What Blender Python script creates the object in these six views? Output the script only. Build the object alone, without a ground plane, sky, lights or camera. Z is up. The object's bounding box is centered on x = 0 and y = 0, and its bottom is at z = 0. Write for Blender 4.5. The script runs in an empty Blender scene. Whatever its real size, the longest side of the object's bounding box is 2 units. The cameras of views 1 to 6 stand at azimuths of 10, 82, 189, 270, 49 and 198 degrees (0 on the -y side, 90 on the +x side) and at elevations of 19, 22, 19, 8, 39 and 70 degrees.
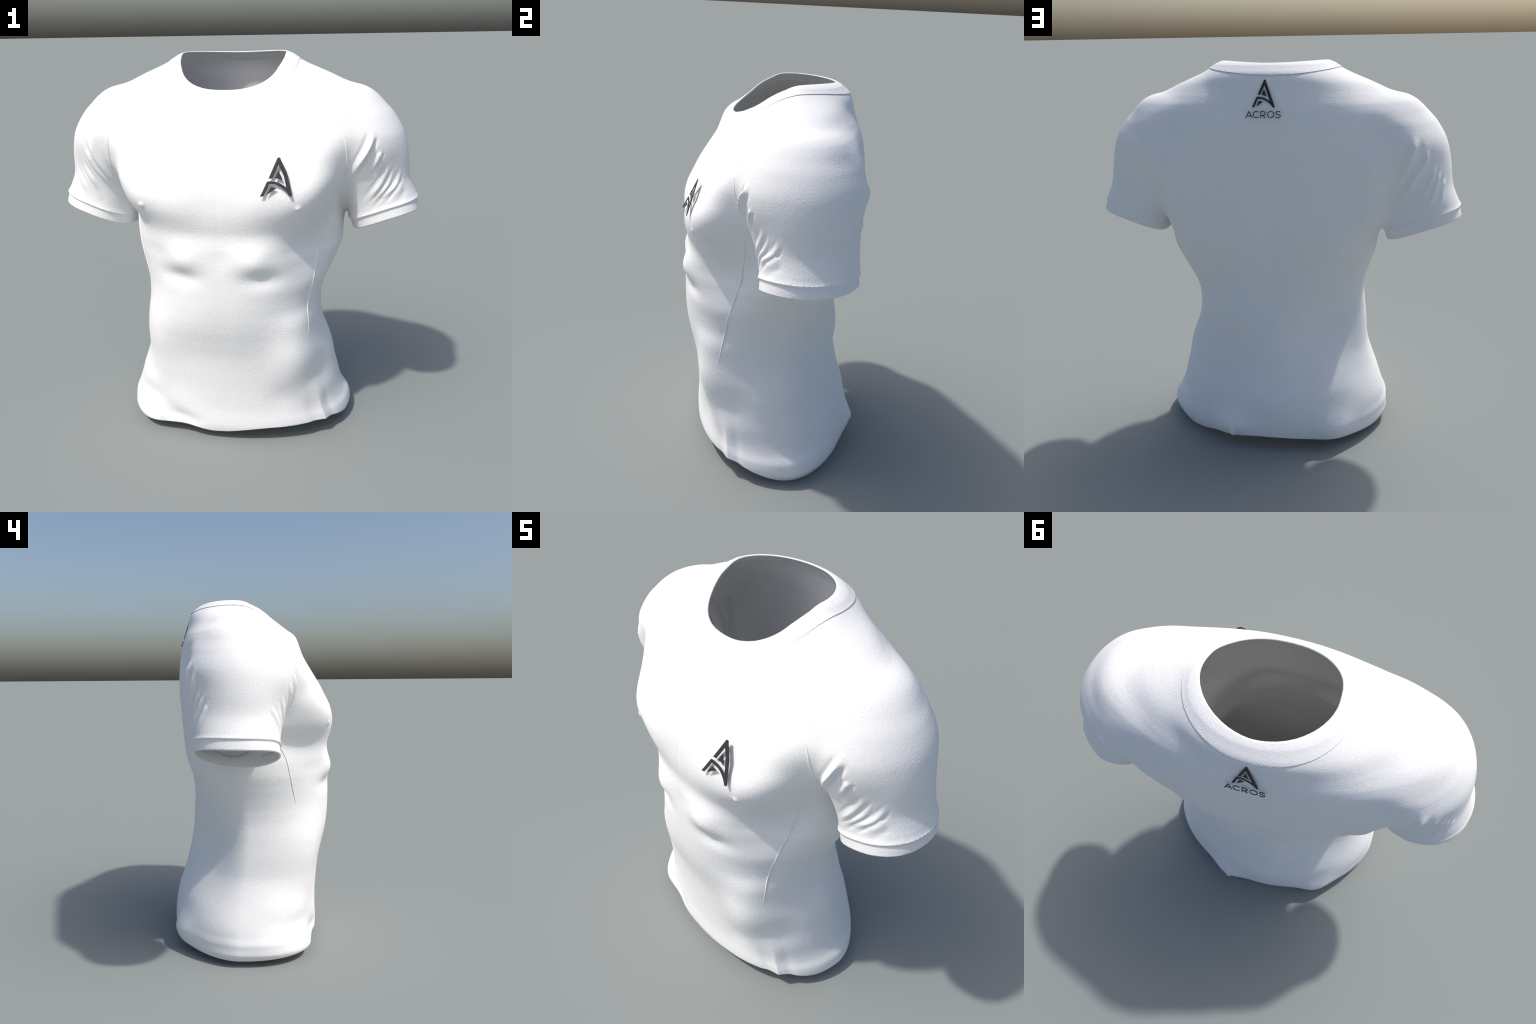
import bpy, bmesh, math
import numpy as np
from mathutils import Vector

# ------------------------------------------------------------------ helpers
def smooth_profile(knots):
    """Monotone-ish cubic through (z, value) knots, sampled on a dense table."""
    k = np.array(sorted(knots), float)
    x, y = k[:, 0], k[:, 1]
    h = np.diff(x); d = np.diff(y) / h
    m = np.zeros(len(x)); m[0], m[-1] = d[0], d[-1]
    for i in range(1, len(x) - 1):
        if d[i - 1] * d[i] > 0:
            w1, w2 = 2 * h[i] + h[i - 1], h[i] + 2 * h[i - 1]
            m[i] = (w1 + w2) / (w1 / d[i - 1] + w2 / d[i])
    X = np.linspace(x[0], x[-1], 1200)
    i = np.clip(np.searchsorted(x, X) - 1, 0, len(h) - 1)
    t = (X - x[i]) / h[i]
    Y = ((1 + 2 * t) * (1 - t) ** 2 * y[i] + t * (1 - t) ** 2 * h[i] * m[i]
         + t * t * (3 - 2 * t) * y[i + 1] + t * t * (t - 1) * h[i] * m[i + 1])
    return lambda q: np.interp(q, X, Y)


def smoothstep(a, b, t):
    t = np.clip((np.asarray(t) - a) / (b - a), 0, 1)
    return t * t * (3 - 2 * t)


def smin(a, b, k):
    h = np.maximum(k - np.abs(a - b), 0) / k
    return np.minimum(a, b) - h * h * k * 0.25


# ------------------------------------------------------------------ torso profiles (front, back, half width by height)
front_y = smooth_profile([(-.15, -.30), (-.02, -.340), (.04, -.372), (.10, -.382), (.2, -.377), (.3, -.380), (.4, -.387), (.5, -.398),
                          (.6, -.419), (.68, -.438), (.75, -.449), (.82, -.4545), (.9, -.4565), (1.0, -.457), (1.1, -.452), (1.2, -.433),
                          (1.3, -.441), (1.4, -.434), (1.5, -.398), (1.6, -.352), (1.7, -.298), (1.76, -.276), (1.79, -.265),
                          (1.812, -.250), (1.832, -.222), (1.86, -.185), (1.90, -.135), (1.95, -.085), (1.99, -.03), (2.06, 0.0)])
back_y = smooth_profile([(-.15, .40), (-.02, .455), (.05, .484), (.12, .489), (.2, .483), (.3, .464), (.4, .429), (.5, .402), (.6, .381),
                         (.7, .365), (.8, .353), (.88, .344), (.97, .350), (1.05, .371), (1.11, .388), (1.24, .405), (1.36, .416),
                         (1.5, .423), (1.6, .420), (1.7, .411), (1.8, .393), (1.88, .375), (1.92, .368), (1.945, .356), (1.97, .326), (1.99, .297), (2.02, .23), (2.06, .15)])
upper_x = [(1.4, .560), (1.5, .575), (1.6, .61), (1.7, .65), (1.76, .66), (1.80, .645), (1.84, .582), (1.86, .538), (1.90, .458),
           (1.95, .350), (1.97, .314), (1.995, .274), (2.02, .21), (2.06, .12)]
left_x = smooth_profile([(-.15, .45), (0, .595), (.03, .617), (.08, .640), (.12, .634), (.17, .610), (.27, .572), (.4, .535), (.5, .508),
                         (.6, .472), (.68, .459), (.75, .460), (.83, .478), (.92, .518), (1.0, .552), (1.06, .570), (1.2, .568), (1.3, .560)] + upper_x)
right_x = smooth_profile([(-.15, .43), (0, .570), (.03, .592), (.08, .620), (.12, .620), (.17, .602), (.27, .565), (.37, .530), (.48, .495),
                          (.6, .482), (.68, .474), (.77, .467), (.83, .471), (.9, .484), (.97, .504), (1.05, .526), (1.12, .534), (1.22, .548), (1.3, .556)] + upper_x)
mid_y = smooth_profile([(-.15, .07), (.1, .07), (.7, .02), (1.1, .05), (1.4, .06), (1.8, .09), (2.06, .09)])
# how square the cross-section is, per quarter
upper_front = [(1.2, 2.4), (1.5, 2.5), (1.75, 2.25), (1.85, 2.1), (1.95, 2.3), (2.06, 2.2)]
upper_back = [(1.1, 2.3), (1.3, 2.5), (1.5, 2.5), (1.75, 2.2), (1.85, 1.9), (1.95, 2.0), (2.06, 2.0)]
front_left = smooth_profile([(-.15, 2.25), (.1, 2.25), (.7, 2.3)] + upper_front)
front_right = smooth_profile([(-.15, 2.9), (0, 2.9), (.12, 2.7), (.3, 2.3), (.65, 2.5), (.9, 2.2), (1.05, 2.1)] + upper_front)
back_left = smooth_profile([(-.15, 1.8), (.1, 1.8), (.3, 1.85), (.5, 1.9), (.75, 1.82), (.9, 1.95)] + upper_back)
back_right = smooth_profile([(-.15, 1.8), (.1, 1.82), (.3, 1.9), (.5, 1.8), (.7, 1.75), (.85, 1.9)] + upper_back)

# sleeve: outer and inner x, front and back y by height
sleeve_out = smooth_profile([(.9, 1.01), (1.1, .972), (1.2, .958), (1.3, .936), (1.4, .901), (1.5, .886), (1.6, .862), (1.7, .808), (1.76, .752), (1.80, .700), (1.83, .635), (1.85, .54), (1.9, .46)])
sleeve_in = smooth_profile([(.9, .64), (1.1, .612), (1.2, .585), (1.3, .56), (1.4, .53), (1.6, .45), (1.8, .40), (1.85, .42), (1.9, .45)])
sleeve_front = smooth_profile([(.9, -.13), (1.1, -.152), (1.2, -.163), (1.3, -.178), (1.4, -.198), (1.5, -.214), (1.6, -.218), (1.7, -.195), (1.76, -.160), (1.80, -.12), (1.83, -.06), (1.85, 0.03), (1.9, .09)])
sleeve_back = smooth_profile([(.9, .27), (1.1, .285), (1.2, .288), (1.3, .286), (1.4, .290), (1.5, .305), (1.6, .323), (1.7, .303), (1.76, .266), (1.80, .232), (1.83, .19), (1.85, .15), (1.9, .11)])
sleeve_round = smooth_profile([(.9, 2.25), (1.25, 2.2), (1.45, 1.95), (1.9, 1.9)])
blend = smooth_profile([(.8, .02), (1.15, .03), (1.3, .06), (1.6, .10), (1.8, .12), (2.1, .10)])


def super_radial(dx, dy, n):
    rho = (np.abs(dx) ** n + np.abs(dy) ** n) ** (1 / n)
    return np.maximum(rho, 1e-4)


# soft swellings and hollows of the body under the cloth: (centre, radii, height)
SWELLINGS = [   # side 0 = both sides, 1 = wearer's left (+x), -1 = wearer's right
    (0, (.25, -.46, 1.34), (.19, .25, .13), .040),      # chest muscle
    (0, (.42, -.38, 1.37), (.11, .25, .11), .050),
    (0, (.0, -.45, 1.33), (.06, .25, .12), .006),       # breast bone
    (1, (.165, -.45, 1.06), (.085, .2, .065), .026),    # upper belly muscles
    (-1, (.185, -.45, 1.06), (.085, .2, .065), .026),
    (0, (.205, -.45, .962), (.09, .2, .042), -.016),
    (0, (.0, -.45, 1.06), (.05, .2, .07), -.004),
    (0, (.375, -.43, 1.322), (.013, .05, .013), .008),  # nipple
    (0, (.3, .4, 1.55), (.17, .2, .2), .006),           # shoulder blade
    (0, (.0, .4, 1.1), (.07, .2, .35), -.010),          # spine
    (0, (.48, -.2, 1.74), (.12, .2, .09), .026),        # front of the shoulder
    (0, (.645, .06, 1.83), (.06, .15, .05), .008),      # collar bone end
    (1, (.22, .48, .13), (.10, .2, .08), .040),         # seat
    (-1, (.31, .43, .13), (.10, .2, .08), .018),
    (0, (.49, -.26, 1.48), (.11, .2, .12), .044),       # outer chest, pulled to the armpit
    (0, (.52, -.23, 1.57), (.09, .2, .08), .030),
    (0, (.37, -.31, 1.56), (.15, .2, .09), .016),
    (0, (.50, -.25, 1.64), (.12, .2, .07), .018),
    (0, (.515, -.28, 1.44), (.09, .2, .08), .014),
    (0, (.27, -.38, 1.50), (.12, .2, .08), .012),
    (0, (.0, -.44, 1.22), (.25, .2, .07), .011),
    (0, (.50, .27, 1.41), (.12, .2, .15), .042),        # broad back muscle
    (1, (.43, -.32, 1.13), (.13, .2, .075), -.046),     # ribs
    (1, (.44, -.28, 1.02), (.14, .2, .10), -.042),
    (0, (.51, -.20, 1.23), (.08, .2, .07), -.022),
    (-1, (.46, -.28, 1.18), (.11, .2, .075), -.020),
    (1, (.37, -.31, .52), (.125, .2, .19), .068),       # cloth over the flank
    (-1, (.39, -.29, .53), (.12, .2, .21), .031),
    (-1, (.35, .28, .65), (.15, .2, .16), -.036),       # small of the back
    (0, (.48, .20, .37), (.14, .2, .13), -.018),
    (-1, (.27, .27, .62), (.18, .2, .20), -.024),
    (0, (.48, -.20, .28), (.10, .2, .08), .018),
    (-1, (.26, -.36, .105), (.10, .2, .045), -.022),
    (0, (.53, .29, 1.47), (.09, .2, .16), .026),        # back
    (0, (.49, .34, 1.55), (.11, .2, .10), .016),
    (0, (.525, .26, 1.26), (.09, .2, .10), .024),
    (1, (.33, .29, .94), (.12, .2, .08), .016),
    (1, (.26, .32, .68), (.08, .2, .08), .012),
    (1, (.53, 0.0, .43), (.10, .2, .08), .010),
    (0, (.88, -.07, 1.34), (.09, .12, .09), -.012),     # outer arm
    (0, (.61, .25, 1.79), (.08, .12, .05), -.010),
    (0, (.76, -.16, 1.24), (.13, .12, .10), -.014),
    (0, (.50, .34, 1.50), (.10, .2, .12), .010),
    (0, (.51, .28, 1.25), (.10, .2, .10), .012),
    (1, (.42, -.30, 1.09), (.13, .2, .10), -.014),
    (1, (.37, -.30, .70), (.11, .2, .07), .013),
    (1, (.22, .33, .77), (.08, .2, .10), .010),
    (-1, (.17, .36, .58), (.08, .2, .19), -.013),
    (0, (.36, .33, 1.13), (.14, .2, .14), .022),
    (1, (.21, .33, .75), (.09, .2, .12), .018),
    (1, (.57, .18, .19), (.10, .2, .08), -.018),
    (-1, (.59, .17, .12), (.08, .2, .07), -.014),
    (-1, (.36, .41, .12), (.09, .2, .08), .024),
    (1, (.31, .30, 1.90), (.10, .15, .05), -.014),
    (0, (.51, .23, 1.84), (.10, .15, .06), -.010),
    (0, (.72, .24, 1.71), (.10, .15, .09), -.018),
    (1, (.87, .25, 1.28), (.06, .10, .09), -.016),
    (0, (.79, -.16, 1.47), (.10, .15, .08), -.014),
    (0, (.10, .35, .85), (.16, .2, .2), .014),
    (0, (.78, .28, 1.54), (.11, .15, .12), -.016),      # arm, back
    (0, (.78, -.18, 1.37), (.12, .15, .12), -.036),     # arm, front
    (-1, (.33, -.35, .13), (.09, .2, .06), -.022),      # dent over the hem, hem flaring below it
    (-1, (.44, -.27, .20), (.12, .2, .06), -.014),
    (-1, (.46, -.27, .06), (.12, .2, .05), .014),
    (1, (.29, -.34, .27), (.08, .2, .08), -.008),
]


def body(p):
    x, y, z = np.abs(p[:, 0]), p[:, 1], p[:, 2]
    left = p[:, 0] > 0
    bulge = np.zeros(len(p))
    for side, c, r, h in SWELLINGS:
        near = np.abs(z - c[2]) < 3 * r[2]
        if side:
            near &= (p[:, 0] * side > -.2)
        xx = p[near, 0] * side if side else x[near]
        q = ((xx - c[0]) / r[0]) ** 2 + ((y[near] - c[1]) / r[1]) ** 2 + ((z[near] - c[2]) / r[2]) ** 2
        bulge[near] += h * np.exp(-q)
    yc = mid_y(z)
    dy = y - yc
    ry = np.where(dy < 0, yc - front_y(z), back_y(z) - yc)
    n = np.where(dy < 0, np.where(left, front_left(z), front_right(z)), np.where(left, back_left(z), back_right(z)))
    rho = super_radial(x / np.where(left, left_x(z), right_x(z)), dy / ry, n)
    d = np.hypot(x, dy)
    torso = np.where(d > 1e-6, d * (1 - 1 / rho), -.3)
    so, si, sf, sb = sleeve_out(z), sleeve_in(z) + np.where(left, .008, -.034) * smoothstep(1.4, 1.2, z), sleeve_front(z), sleeve_back(z)
    cx, cy = (so + si) / 2, (sf + sb) / 2
    ex, ey = x - cx, y - cy
    rho = super_radial(ex / ((so - si) / 2), ey / ((sb - sf) / 2), sleeve_round(z))
    d = np.hypot(ex, ey)
    sleeve = np.where(d > 1e-6, d * (1 - 1 / rho), -.15)
    sleeve = -smin(-np.maximum(sleeve, .95 - z), 1.838 - z, .05)
    return smin(torso, sleeve, blend(z)) - bulge


# ------------------------------------------------------------------ surface from the field (surface nets), then snapped on it
def surface_nets(f, lo, hi, h):
    n = [int(round((b - a) / h)) + 1 for a, b in zip(lo, hi)]
    ax = [lo[i] + h * np.arange(n[i]) for i in range(3)]
    F = np.empty(n)
    yy, zz = np.meshgrid(ax[1], ax[2], indexing='ij')
    for i, xv in enumerate(ax[0]):
        F[i] = f(np.stack([np.full(yy.size, xv), yy.ravel(), zz.ravel()], 1)).reshape(yy.shape)
    S = F < 0
    c = [slice(None, -1), slice(1, None)]
    cnt = sum(S[c[i], c[j], c[k]].astype(int) for i in (0, 1) for j in (0, 1) for k in (0, 1))
    cell = (cnt > 0) & (cnt < 8)
    idx = -np.ones(cell.shape, int)
    ids = np.argwhere(cell)
    idx[cell] = np.arange(len(ids))
    acc = np.zeros((len(ids), 3)); w = np.zeros(len(ids))
    I, J, K = ids.T
    corners = [(i, j, k) for i in (0, 1) for j in (0, 1) for k in (0, 1)]
    for a in corners:
        for b in corners:
            if a < b and sum(abs(np.subtract(a, b))) == 1:
                fa, fb = F[I + a[0], J + a[1], K + a[2]], F[I + b[0], J + b[1], K + b[2]]
                m = (fa < 0) != (fb < 0)
                t = np.where(m, fa / np.where(m, fa - fb, 1), 0)
                acc += m[:, None] * (np.array(a) + t[:, None] * (np.array(b) - np.array(a)))
                w += m
    verts = (ids + acc / w[:, None]) * h + np.array(lo)
    quads = []
    for axis in range(3):
        sl0 = [slice(1, -1)] * 3; sl1 = [slice(1, -1)] * 3
        sl0[axis], sl1[axis] = slice(0, -1), slice(1, None)
        A, B = S[tuple(sl0)], S[tuple(sl1)]
        e = np.argwhere(A != B)
        inside = A[A != B]
        off = np.array([1, 1, 1]); off[axis] = 0
        g = e + off
        u, v = [(1, 2), (2, 0), (0, 1)][axis]
        du, dv = np.zeros(3, int), np.zeros(3, int)
        du[u] = 1; dv[v] = 1
        q = np.stack([idx[tuple((g - du - dv).T)], idx[tuple((g - dv).T)], idx[tuple(g.T)], idx[tuple((g - du).T)]], 1)
        q[~inside] = q[~inside][:, ::-1]
        quads.append(q)
    return verts, np.concatenate(quads)


def gradient(f, p, e=1e-3):
    g = np.empty_like(p)
    for a in range(3):
        d = np.zeros(3); d[a] = e
        g[:, a] = (f(p + d) - f(p - d)) / (2 * e)
    return g


def snap(f, p, steps=3):
    for _ in range(steps):
        g = gradient(f, p)
        s = np.clip(f(p) / np.maximum((g * g).sum(1), .05), -.02, .02)
        p = p - g * s[:, None]
    return p


def relax(v, q, rounds):
    for _ in range(rounds):
        acc = np.zeros_like(v); w = np.zeros(len(v))
        for a in range(4):
            i, j = q[:, a], q[:, (a + 1) % 4]
            np.add.at(acc, i, v[j]); np.add.at(acc, j, v[i])
            np.add.at(w, i, 1); np.add.at(w, j, 1)
        v = v + .5 * (acc / w[:, None] - v)
    return v


def subdivide(v, q):
    e = np.sort(np.stack([q, np.roll(q, -1, 1)], 2).reshape(-1, 2), 1)
    ue, inv = np.unique(e, axis=0, return_inverse=True)
    inv = inv.reshape(len(q), 4)
    n, m = len(v), len(ue)
    V = np.concatenate([v, v[ue].mean(1), v[q].mean(1)])
    E = inv + n; C = np.arange(len(q)) + n + m
    Q = np.concatenate([np.stack([q[:, a], E[:, a], C, E[:, a - 1]], 1) for a in range(4)])
    return V, Q


def vertex_normals(v, polys):
    nrm = np.zeros_like(v)
    for size in sorted({len(p) for p in polys}):
        q = np.array([p for p in polys if len(p) == size])
        fn = np.zeros((len(q), 3))
        for a in range(1, size - 1):
            fn += np.cross(v[q[:, a]] - v[q[:, 0]], v[q[:, a + 1]] - v[q[:, 0]])
        for a in range(size):
            np.add.at(nrm, q[:, a], fn)
    return nrm / np.maximum(np.linalg.norm(nrm, axis=1), 1e-12)[:, None]


def split(v, polys, tags, value, new_tag, only=None):
    """Cut the polygons along value = 0 (value per vertex); the negative side gets new_tag."""
    value = np.where(np.abs(value) < 6e-4, 0.0, value)
    v = list(map(tuple, v)); value = list(value)
    cutp = {}

    def point(i, j):
        key = (min(i, j), max(i, j))
        if key not in cutp:
            t = value[key[0]] / (value[key[0]] - value[key[1]])
            a, b = np.array(v[key[0]]), np.array(v[key[1]])
            cutp[key] = len(v)
            v.append(tuple(a + t * (b - a))); value.append(0.0)
        return cutp[key]
    out, ot = [], []
    for p, tg in zip(polys, tags):
        s = [value[i] for i in p]
        nt = new_tag if only is None or tg in only else tg
        if min(s) >= 0:
            out.append(p); ot.append(tg); continue
        if max(s) <= 0:
            out.append(p); ot.append(nt); continue
        neg, pos = [], []
        for a in range(len(p)):
            i, j = p[a], p[(a + 1) % len(p)]
            (neg if value[i] < 0 else pos).append(i)
            if value[i] == 0:
                neg.append(i)
            if value[i] * value[j] < 0:
                c = point(i, j); neg.append(c); pos.append(c)
        for poly, t in ((neg, nt), (pos, tg)):
            if len(poly) >= 3:
                out.append(tuple(poly)); ot.append(t)
    return np.array(v), out, ot


def compact(v, polys, tags, drop):
    keep = [(p, t) for p, t in zip(polys, tags) if t != drop]
    used = np.unique(np.concatenate([np.array(p) for p, _ in keep]))
    remap = -np.ones(len(v), int); remap[used] = np.arange(len(used))
    return v[used], [tuple(remap[list(p)]) for p, _ in keep], [t for _, t in keep]


# ------------------------------------------------------------------ openings and seams
def neck_plan(p, grow=0.0):
    """<0 inside the neck opening as seen from above, enlarged by grow."""
    x, y = p[:, 0], p[:, 1] - .06
    ry = np.where(y < 0, .281 + grow * .9, .230 + grow * 1.1)
    rx = .2665 + grow
    n = np.where(y < 0, 2.3, np.where(x > 0, 1.82, 1.95) + 3.5 * grow)
    r = super_radial(np.abs(x) / rx, np.abs(y) / ry, n)
    d = (r - 1) * .25
    return np.where(p[:, 2] > 1.65, d, 1.0)


CUFF_A, CUFF_B = np.array([.952, 1.238]), np.array([.62, 1.118])   # outer and inner end of the sleeve opening (x, z)
_t = (CUFF_A - CUFF_B) / np.linalg.norm(CUFF_A - CUFF_B)
CUFF_N = np.array([-_t[1], _t[0]])


def cuff_height(p):
    """distance above the sleeve opening, measured along the sleeve; large away from the sleeves"""
    x = np.abs(p[:, 0]); z = p[:, 2]
    h = (x - CUFF_B[0]) * CUFF_N[0] + (z - CUFF_B[1]) * CUFF_N[1]
    h -= np.where(p[:, 0] > 0, .75, .5) * (p[:, 1] - .04) ** 2
    return h


def on_sleeve(p):
    """>0 on the sleeve side of the armhole"""
    x = np.abs(p[:, 0]); z = p[:, 2]
    return x - np.interp(z, [.9, 1.08, 1.2, 1.3, 1.45, 1.6, 1.75, 1.85], [.58, .59, .575, .565, .555, .57, .60, .61])


hem_z = smooth_profile([(0, .062), (30, .095), (60, .10), (75, .07), (90, .012), (105, .004), (125, .035), (150, .085), (180, .088), (205, .075), (225, .06),
                        (245, .045), (270, .035), (290, .045), (305, .055), (315, .065), (330, .075), (350, .058), (360, .062)])


def above_hem(p):
    ang = np.degrees(np.arctan2(p[:, 0], -(p[:, 1] - .06))) % 360    # 0 front, 90 +x side
    return p[:, 2] - hem_z(ang)


# ------------------------------------------------------------------ build the cloth
H = .0108
v, q = surface_nets(body, (-H * 92.5, -.60, -.14), (H * 92.5, .60, 2.08), H)
v = snap(body, relax(v, q, 3), 3)
v, q = subdivide(v, q)
v = snap(body, v, 2)
polys = [tuple(f) for f in q.tolist()]
tags = ['torso'] * len(polys)

v, polys, tags = split(v, polys, tags, neck_plan(v), 'gone')
v, polys, tags = split(v, polys, tags, np.where(v[:, 2] < .5, above_hem(v), 1.0), 'gone')
sl = (np.abs(v[:, 0]) > .572) & (v[:, 2] > .9)
v, polys, tags = split(v, polys, tags, np.where(sl, cuff_height(v), 1.0), 'gone')
v, polys, tags = compact(v, polys, tags, 'gone')

v, polys, tags = split(v, polys, tags, neck_plan(v, .062), 'collar')
for side, name in ((1, 'sleeve_a'), (-1, 'sleeve_b')):
    on_side = (v[:, 2] > .95) & (v[:, 0] * side > .3)
    v, polys, tags = split(v, polys, tags, np.where(on_side, -on_sleeve(v), 1.0), name, only=('torso',))
    for step in (.0525, .049, .045):         # seam of the cuff, and the cut lines of its little step
        on_side = (v[:, 2] > 1.0) & (v[:, 0] * side > .585)
        cuff = name.replace('sleeve', 'cuff')
        v, polys, tags = split(v, polys, tags, np.where(on_side, cuff_height(v) - step, 1.0), cuff if step < .0525 else name, only=(name, cuff))
v, polys, tags = split(v, polys, tags, np.where(v[:, 2] < .5, above_hem(v) - .035, 1.0), 'hem', only=('torso',))

# ------------------------------------------------------------------ pulled folds of the sleeves and small creases: (crest line, height, width)
FOLDS = [
    # wearer's left sleeve, front
    ([(.697, -.203, 1.634), (.680, -.217, 1.575), (.646, -.211, 1.505), (.590, -.165, 1.405)], .027, .0135),
    ([(.740, -.196, 1.551), (.726, -.201, 1.508), (.703, -.197, 1.459)], .015, .011),
    ([(.799, -.150, 1.477), (.760, -.160, 1.408), (.715, -.160, 1.337), (.680, -.150, 1.285)], .013, .013),
    ([(.816, -.130, 1.451), (.791, -.140, 1.392), (.735, -.156, 1.318), (.683, -.149, 1.255)], .010, .011),
    ([(.853, -.085, 1.441), (.831, -.112, 1.384), (.784, -.145, 1.336), (.756, -.154, 1.295)], .014, .012),
    ([(.863, -.080, 1.378), (.833, -.119, 1.341), (.793, -.146, 1.300)], .008, .018),
    # wearer's right sleeve, front
    ([(-.697, -.212, 1.615), (-.680, -.214, 1.530), (-.640, -.188, 1.436), (-.601, -.129, 1.352), (-.593, -.085, 1.291)], .018, .015),
    ([(-.735, -.203, 1.555), (-.698, -.201, 1.466), (-.651, -.172, 1.390), (-.600, -.096, 1.291)], .015, .014),
    ([(-.785, -.164, 1.484), (-.740, -.167, 1.404), (-.715, -.164, 1.358), (-.696, -.155, 1.280)], .013, .012),
    ([(-.838, -.108, 1.432), (-.797, -.137, 1.362), (-.771, -.151, 1.301)], .011, .012),
    # wearer's right sleeve, back
    ([(-.700, .298, 1.668), (-.680, .316, 1.599), (-.646, .302, 1.495), (-.606, .267, 1.397), (-.576, .215, 1.323)], .013, .018),
    ([(-.750, .278, 1.604), (-.736, .286, 1.539), (-.689, .295, 1.456), (-.652, .278, 1.367), (-.599, .231, 1.307)], .013, .017),
    ([(-.792, .243, 1.519), (-.768, .271, 1.439), (-.731, .287, 1.364)], .009, .012),
    ([(-.817, .224, 1.489), (-.790, .267, 1.388), (-.760, .285, 1.305)], .009, .012),
    ([(-.843, .203, 1.446), (-.830, .239, 1.381), (-.818, .267, 1.315)], .008, .012),
    # wearer's left sleeve, back
    ([(.690, .303, 1.660), (.664, .320, 1.603), (.640, .305, 1.514)], .008, .018),
    ([(.762, .268, 1.518), (.700, .294, 1.454), (.647, .281, 1.391)], .005, .014),
    # creases running into the hem
    ([(.505, -.232, .04), (.507, -.230, .09), (.475, -.238, .20), (.445, -.245, .32)], .014, .030),
    ([(.205, .500, .03), (.205, .497, .09), (.215, .490, .16)], .012, .014),
    ([(-.42, -.30, .10), (-.33, -.35, .095), (-.22, -.37, .10)], .010, .016),
]


def along(points, n):
    """evenly spaced points on a smooth curve through the given ones"""
    P = np.array(points, float)
    P = np.concatenate([[2 * P[0] - P[1]], P, [2 * P[-1] - P[-2]]])
    t = np.linspace(0, len(points) - 1, n)
    i = np.minimum(t.astype(int), len(points) - 2); f = (t - i)[:, None]
    a, b, c, d = P[i], P[i + 1], P[i + 2], P[i + 3]
    return .5 * (2 * b + (c - a) * f + (2 * a - 5 * b + 4 * c - d) * f ** 2 + (3 * b - a - 3 * c + d) * f ** 3)


def fold_heights(p):
    out = np.zeros(len(p))
    for pts, h, w in FOLDS:
        C = along(pts, 24)
        near = np.where(((p > C.min(0) - 5 * w) & (p < C.max(0) + 5 * w)).all(1))[0]
        if not len(near):
            continue
        best = np.full(len(near), 9.0); s = np.zeros(len(near))
        for k in range(len(C) - 1):
            ab = C[k + 1] - C[k]
            t = np.clip(((p[near] - C[k]) @ ab) / (ab @ ab), 0, 1)
            d = np.linalg.norm(p[near] - C[k] - t[:, None] * ab, axis=1)
            m = d < best
            best[m] = d[m]; s[m] = ((k + t) / (len(C) - 1))[m]
        e = .15 * w
        taper = .06 + .94 * smoothstep(0, .24, s) * (1 - .9 * smoothstep(.5, 1, s))
        out[near] = np.where(np.abs(out[near]) > np.abs(h * taper * np.exp(-best / w)), out[near], h * taper * (np.exp(-(np.sqrt(best ** 2 + e * e) - e) / (.8 * w)) - .3 * np.exp(-((best - 1.9 * w) / (.8 * w)) ** 2)))
    return out


lip = np.zeros(len(v))
on_arm = (np.abs(v[:, 0]) > .59) & (v[:, 2] > 1.05)
ch = cuff_height(v)
rise = np.interp(ch, [0, .045, .049, .0525, .057, .064, .075, .10], [0, -.0010, .0040, .0075, .0054, .0032, .0012, 0])
lip[on_arm] = rise[on_arm]           # sleeve swells over the seam of the cuff, the cuff itself lies lower
v = v + vertex_normals(v, polys) * (fold_heights(v) + lip)[:, None]


def raise_part(v, polys, tags, tag, height, fade=None):
    """lift one region off its neighbours, with a small step along the seam"""
    nrm = vertex_normals(v, polys)
    if fade is not None:
        nrm = nrm * fade(v)[:, None]
    mine = [k for k, t in enumerate(tags) if t == tag]
    inner_v = np.unique(np.concatenate([np.array(polys[k]) for k in mine]))
    other = np.zeros(len(v), bool)
    for p, t in zip(polys, tags):
        if t != tag:
            other[list(p)] = True
    border = [i for i in inner_v if other[i]]
    dup = {i: len(v) + k for k, i in enumerate(border)}
    new = v.copy(); new[[i for i in inner_v if not other[i]]] += nrm[[i for i in inner_v if not other[i]]] * height
    v2 = np.concatenate([new, v[border] + nrm[border] * height])
    pairs = set()
    for p, t in zip(polys, tags):
        if t != tag:
            for a in range(len(p)):
                pairs.add((p[a], p[(a + 1) % len(p)]))
    strips = []
    polys = list(polys); tags = list(tags)
    for k in mine:
        p = polys[k]
        for a in range(len(p)):
            i, j = p[a], p[(a + 1) % len(p)]
            if (j, i) in pairs:
                strips.append((i, j, dup[j], dup[i]))
        polys[k] = tuple(dup.get(i, i) for i in p)
    return v2, polys + strips, tags + [tag + '_step'] * len(strips)


v, polys, tags = raise_part(v, polys, tags, 'collar', .0034, lambda p: .12 + .88 * smoothstep(-.22, .12, p[:, 1]))

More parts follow.
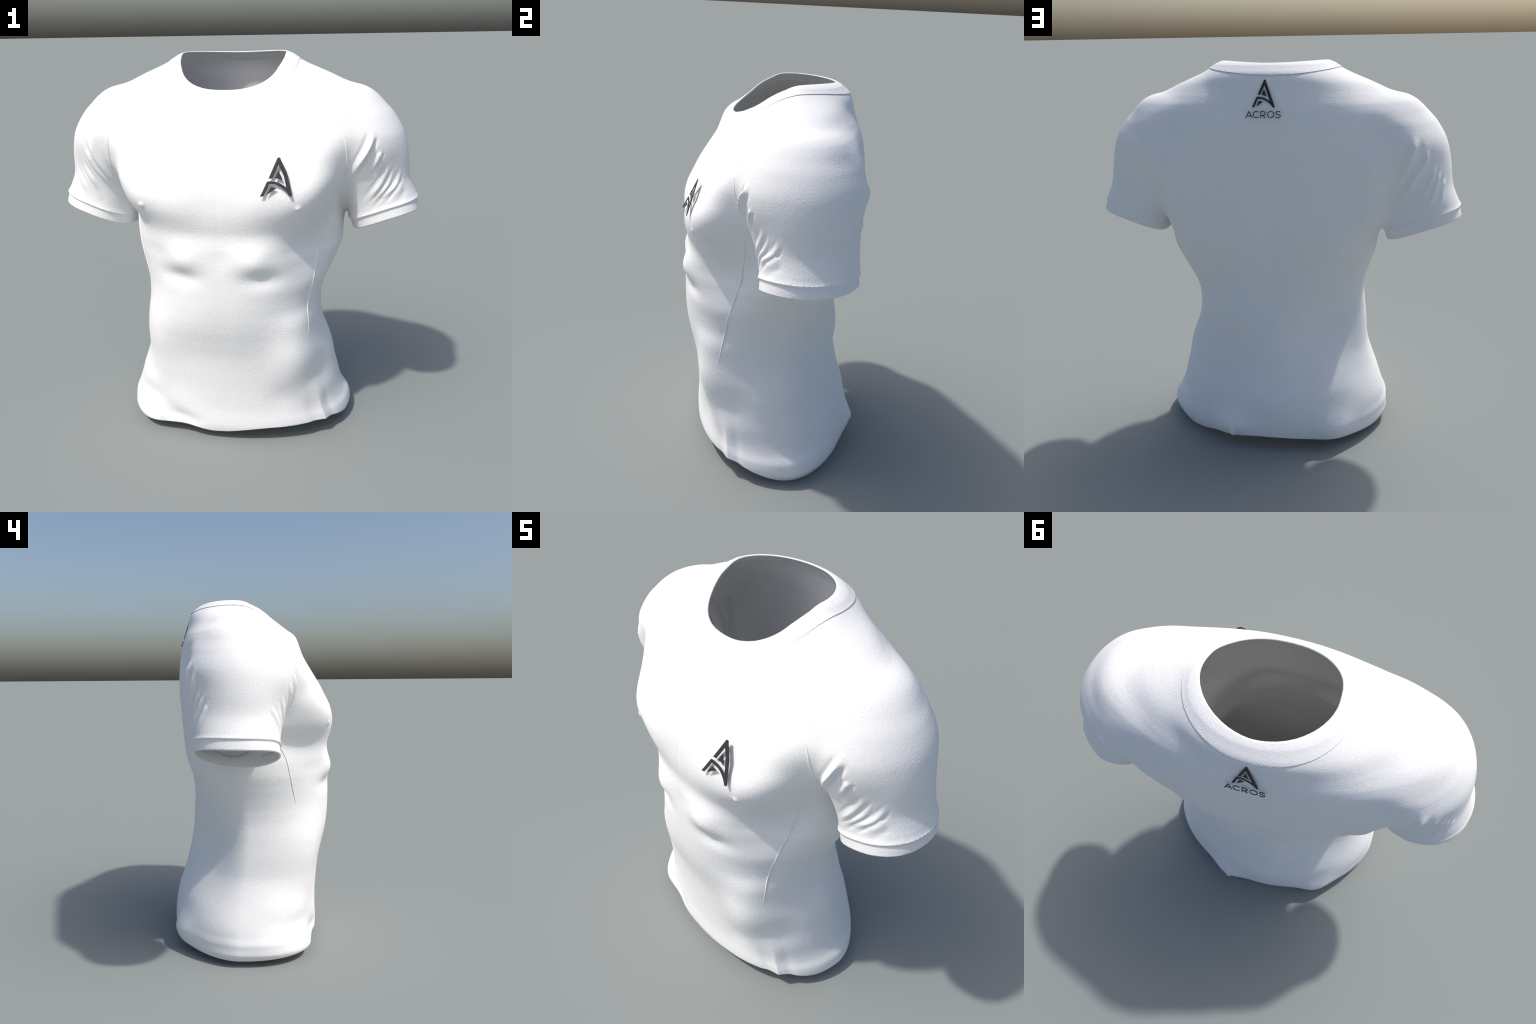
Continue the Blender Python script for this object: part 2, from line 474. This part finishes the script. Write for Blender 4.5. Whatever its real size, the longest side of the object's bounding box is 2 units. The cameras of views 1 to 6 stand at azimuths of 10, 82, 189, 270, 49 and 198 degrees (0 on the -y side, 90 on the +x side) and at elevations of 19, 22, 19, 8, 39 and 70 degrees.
# ------------------------------------------------------------------ inner side and rolled rims
THICK = .009
nrm = vertex_normals(v, polys)
N = len(v)
inner = v - nrm * THICK
edges = {}
for p, t in zip(polys, tags):
    for a in range(len(p)):
        i, j = p[a], p[(a + 1) % len(p)]
        edges[(i, j)] = t
rim = [(i, j, t) for (i, j), t in edges.items() if (j, i) not in edges]
V = [v, inner]
allp = list(polys) + [tuple(i + N for i in reversed(p)) for p in polys]
allt = list(tags) * 2
rim_pt = {}
ref = {}
for i, j, t in rim:
    ref.setdefault(i, []).append((i, j)); ref.setdefault(j, []).append((i, j))
extra = []
for i, es in ref.items():
    out = np.zeros(3)
    for a, b in es:
        d = v[b] - v[a]; c = np.cross(d, nrm[i]); out += c
    out /= max(np.linalg.norm(out), 1e-9)
    mid = (v[i] + inner[i]) / 2
    rim_pt[i] = 2 * N + len(extra)
    extra.append(mid + out * THICK * .45)
V.append(np.array(extra))
for i, j, t in rim:
    allp.append((j, i, rim_pt[i], rim_pt[j])); allt.append(t)
    allp.append((rim_pt[j], rim_pt[i], i + N, j + N)); allt.append(t)
V = np.concatenate(V)
V[:, 2] -= V[:, 2].min()
V[:, 2] = np.where(V[:, 2] > 1.98, 1.98 + (V[:, 2] - 1.98) * .7, V[:, 2])     # the neck rim lies almost level
normals = vertex_normals(V, [p for p, t in zip(allp, allt) if not t.endswith('_step')])


# ------------------------------------------------------------------ materials
def cloth_material():
    m = bpy.data.materials.new('white_jersey'); m.use_nodes = True
    nt = m.node_tree; b = nt.nodes['Principled BSDF']
    tc = nt.nodes.new('ShaderNodeTexCoord')
    n1 = nt.nodes.new('ShaderNodeTexNoise'); n1.inputs['Scale'].default_value = 95; n1.inputs['Detail'].default_value = 2.5; n1.inputs['Distortion'].default_value = 1.6
    nt.links.new(tc.outputs['Object'], n1.inputs['Vector'])
    n2 = nt.nodes.new('ShaderNodeTexNoise'); n2.inputs['Scale'].default_value = 6; n2.inputs['Detail'].default_value = 2
    nt.links.new(tc.outputs['Object'], n2.inputs['Vector'])
    ramp = nt.nodes.new('ShaderNodeValToRGB')
    ramp.color_ramp.elements[0].position = .3; ramp.color_ramp.elements[0].color = (.80, .80, .80, 1)
    ramp.color_ramp.elements[1].position = .65; ramp.color_ramp.elements[1].color = (.845, .845, .845, 1)
    nt.links.new(n1.outputs['Fac'], ramp.inputs['Fac'])
    nt.links.new(ramp.outputs['Color'], b.inputs['Base Color'])
    patch = nt.nodes.new('ShaderNodeMapRange')      # nap is stronger in some patches than in others
    patch.inputs['From Min'].default_value = .35; patch.inputs['From Max'].default_value = .65
    patch.inputs['To Min'].default_value = .17; patch.inputs['To Max'].default_value = .34
    nt.links.new(n2.outputs['Fac'], patch.inputs['Value'])
    bump = nt.nodes.new('ShaderNodeBump'); bump.inputs['Distance'].default_value = .006
    nt.links.new(patch.outputs['Result'], bump.inputs['Strength'])
    nt.links.new(n1.outputs['Fac'], bump.inputs['Height'])
    nt.links.new(bump.outputs['Normal'], b.inputs['Normal'])
    b.inputs['Roughness'].default_value = .9
    b.inputs['Specular IOR Level'].default_value = .2
    return m


def plain_material(name, col, rough):
    m = bpy.data.materials.new(name); m.use_nodes = True
    b = m.node_tree.nodes['Principled BSDF']
    b.inputs['Base Color'].default_value = (*col, 1); b.inputs['Roughness'].default_value = rough
    return m


CLOTH = cloth_material()
PRINT = plain_material('dark_print', (.021, .022, .023), .7)

root = bpy.data.objects.new('t_shirt', None)
bpy.context.scene.collection.objects.link(root)
root['label'] = 'white fitted short-sleeved t-shirt with raised dark emblem'
root['category'] = 't-shirt'


def add(name, me, mat, parent=root):
    ob = bpy.data.objects.new(name, me)
    bpy.context.scene.collection.objects.link(ob)
    ob.parent = parent
    me.materials.append(mat)
    return ob


def make_part(name, keys, parent=root):
    sel = [p for p, t in zip(allp, allt) if t in keys]
    used = np.unique(np.concatenate([np.array(p) for p in sel]))
    remap = -np.ones(len(V), int); remap[used] = np.arange(len(used))
    me = bpy.data.meshes.new(name)
    me.from_pydata(V[used].tolist(), [], [tuple(remap[list(p)].tolist()) for p in sel])
    me.polygons.foreach_set('use_smooth', [True] * len(sel))
    me.normals_split_custom_set_from_vertices(normals[used].tolist())
    return add(name, me, CLOTH, parent)


torso = make_part('torso', ('torso',))
make_part('hem', ('hem',))
make_part('collar', ('collar', 'collar_step'))
for k in 'ab':
    s = make_part('sleeve', ('sleeve_' + k,))
    make_part('cuff', ('cuff_' + k,), s)


# ------------------------------------------------------------------ sewn seams: thin cords lying half in the cloth
def snap_to_cloth(points):
    """nearest outer cloth vertex keeps the cord on the folded surface"""
    out, nn = [], []
    for c in points:
        k = np.argmin(((V[:N] - c) ** 2).sum(1))
        out.append(V[k] + (c - V[k]) - nrm_out[k] * np.dot(c - V[k], nrm_out[k])); nn.append(nrm_out[k])
    return np.array(out), np.array(nn)


nrm_out = normals[:N]


def seam(points, radius):
    C, nn = snap_to_cloth(along(points, 60))
    for _ in range(4):
        C[1:-1] = (C[:-2] + 2 * C[1:-1] + C[2:]) / 4
    C = C + nn * .0008
    R = 8
    vs, fs = [], []
    for k in range(len(C)):
        tan = C[min(k + 1, len(C) - 1)] - C[max(k - 1, 0)]
        tan /= np.linalg.norm(tan)
        side = np.cross(tan, nn[k]); side /= np.linalg.norm(side); up = np.cross(side, tan)
        r = radius * min(1, .1 + 6 * k / len(C), .1 + 6 * (len(C) - 1 - k) / len(C))
        for a in range(R):
            q = 2 * math.pi * a / R
            vs.append(C[k] + r * (1.5 * math.cos(q) * side + math.sin(q) * up))
    for k in range(len(C) - 1):
        for a in range(R):
            b = (a + 1) % R
            fs.append((k * R + a, k * R + b, (k + 1) * R + b, (k + 1) * R + a))
    fs += [tuple(range(R))[::-1], tuple((len(C) - 1) * R + a for a in range(R))]
    me = bpy.data.meshes.new('seam')
    me.from_pydata([tuple(q) for q in vs], [], fs)
    me.polygons.foreach_set('use_smooth', [True] * len(fs))
    return add('seam', me, CLOTH, torso)


seam([(.556, -.240, 1.631), (.576, -.245, 1.572), (.580, -.222, 1.496), (.577, -.186, 1.441), (.567, -.148, 1.389), (.547, -.140, 1.337)], .003)
seam([(-.580, -.240, 1.617), (-.591, -.235, 1.550), (-.596, -.217, 1.502), (-.596, -.172, 1.430)], .003)
seam([(.540, -.18, 1.35), (.524, -.195, 1.31), (.505, -.19, 1.25), (.480, -.21, 1.10), (.435, -.25, .895), (.397, -.265, .735), (.402, -.285, .61)], .0023)
seam([(-.530, -.12, 1.25), (-.478, -.174, 1.160), (-.459, -.210, 1.035), (-.418, -.243, .873)], .0023)


# ------------------------------------------------------------------ raised emblem and lettering (flat plates standing just off the cloth)
def plate(name, outline, place, depth, parent):
    """outline in emblem units (u right, w down); place maps (u, w, lift) to space"""
    fine = []
    for (u0, w0), (u1, w1) in zip(outline, outline[1:] + outline[:1]):
        n = max(1, int(math.hypot(u1 - u0, w1 - w0) / 30))
        fine += [(u0 + (u1 - u0) * k / n, w0 + (w1 - w0) * k / n) for k in range(n)]
    outline = fine
    bm = bmesh.new()
    f = bm.faces.new([bm.verts.new((u, -w, 0)) for u, w in outline])
    f.normal_update()
    if f.normal.z < 0:
        f.normal_flip()
    bmesh.ops.triangulate(bm, faces=[f])
    r = bmesh.ops.extrude_face_region(bm, geom=bm.faces[:])
    for e in r['geom']:
        if isinstance(e, bmesh.types.BMVert):
            e.co.z = 1
    bmesh.ops.recalc_face_normals(bm, faces=bm.faces[:])
    for q in bm.verts:
        q.co = Vector(place(q.co.x, -q.co.y, q.co.z * depth))
    me = bpy.data.meshes.new(name)
    bm.to_mesh(me); bm.free()
    return add(name, me, PRINT, parent)


def ribbon(name, strokes, width, place, depth, parent):
    """a letter from strokes of even width"""
    vs, fs = [], []
    for k, st in enumerate(strokes):
        P = np.array(st, float)
        closed = np.allclose(P[0], P[-1]) and len(P) > 3
        lo, hi = -.0003 * k, depth + .0003 * k
        T = np.gradient(P, axis=0)
        if closed:
            T[0] = T[-1] = P[1] - P[-2]
        T /= np.linalg.norm(T, axis=1)[:, None]
        S = np.stack([-T[:, 1], T[:, 0]], 1) * width / 2
        for i in range(1, len(P) - 1):       # mitre at sharp corners
            a, b = P[i] - P[i - 1], P[i + 1] - P[i]
            c = np.dot(a, b) / np.linalg.norm(a) / np.linalg.norm(b)
            S[i] /= max(math.sqrt((1 + c) / 2), .45)
        base = len(vs)
        for p, q in zip(P, S):
            for side in (1, -1):
                for h in (lo, hi):
                    vs.append(tuple(place(*(p + side * q), h)))
        n = len(P)
        for i in range(n - 1):
            a, b = base + 4 * i, base + 4 * i + 4
            fs += [(a + 1, b + 1, b + 3, a + 3), (a, a + 2, b + 2, b), (a, b, b + 1, a + 1), (a + 2, a + 3, b + 3, b + 2)]
        if not closed:
            e = base + 4 * (n - 1)
            fs += [(base, base + 1, base + 3, base + 2), (e, e + 2, e + 3, e + 1)]
    me = bpy.data.meshes.new(name)
    me.from_pydata(vs, [], fs)
    bm = bmesh.new(); bm.from_mesh(me); bmesh.ops.recalc_face_normals(bm, faces=bm.faces[:]); bm.to_mesh(me); bm.free()
    return add(name, me, PRINT, parent)


def arc(cx, cy, rx, ry, a0, a1, n=28):
    t = np.radians(np.linspace(a0, a1, n))
    return [(cx + rx * math.cos(q), cy + ry * math.sin(q)) for q in t]


def curve(pts, n=14):
    return [tuple(q) for q in along([(a, b, 0) for a, b in pts], n)[:, :2]]


# emblem units: apex at (0, 0), u to the viewer's right, w down
STROKE = ([(-230, 493), (-40, 40)] + arc(0, 35, 37, 36, 200, 340, 9) + [(36, 42), (348, 885)] + arc(316, 893, 34, 34, -10, 140, 9)
          + curve([(280, 905), (200, 812), (82, 720), (-48, 655), (-138, 635), (-223, 630)]) + [(-333, 905), (-416, 910), (-280, 600)]
          + arc(-238, 592, 38, 34, 195, 270, 6) + curve([(-190, 558), (-88, 580), (12, 612), (112, 665), (187, 712)]) + [(-8, 175), (-148, 493)])
TRIANGLE_UP = [(-20, 312)] + [(74, 555)] + curve([(70, 550), (-8, 515), (-96, 495)])[1:]
TRIANGLE_LOW = [(-188, 698)] + curve([(-188, 698), (-120, 708), (-48, 730)])[1:] + [(-268, 880)]


def on_chest(u, w, lift):
    p = np.array([.281, -.397, 1.549]) + u * np.array([2.15e-4, 2.8e-5, 1.2e-5]) + w * np.array([1.5e-5, -6.8e-5, -1.75e-4])
    bend = max(0.0, ((u - 160) * 61 + (w - 377) * 72) / 94.4)
    p = p + bend * np.array([-4.4e-5, -4e-6, -1.3e-5])
    return p + lift * np.array([.12, -.93, .35])


def on_back(u, w, lift):
    return np.array([.0043, .3695, 1.9185]) + u * np.array([-1.381e-4, 0, 0]) + w * np.array([0, 3.55e-5, -1.31e-4]) + lift * np.array([0, .965, .26])


for place, lettered in ((on_chest, False), (on_back, True)):
    depth = .002
    em = plate('emblem', STROKE, place, depth, root)
    plate('emblem_triangle', TRIANGLE_UP, place, depth, em)
    plate('emblem_triangle', TRIANGLE_LOW, place, depth, em)
    if lettered:
        W = 27
        top, base = 1050, 1254
        letters = [
            [[(-618, 1266), (-513, 1048), (-405, 1266)], [(-580, 1198), (-448, 1198)]],
            [arc(-262, 1152, 106, 104, -44, -316, 36)],
            [[(-108, 1038), (-108, 1268)], [(-108, 1050), (-38, 1050)] + arc(-34, 1117, 70, 67, -85, 85, 18) + [(-38, 1184), (-108, 1184)], [(-28, 1184), (38, 1268)]],
            [arc(222, 1152, 108, 104, 0, 360, 48)],
            [curve([(538, 1072), (505, 1053), (460, 1047), (412, 1062), (394, 1098), (412, 1130), (465, 1150), (522, 1170), (541, 1206), (522, 1243), (465, 1258), (415, 1248), (384, 1228)], 48)],
        ]
        for strokes in letters:
            ribbon('letter', strokes, W, place, depth, em)
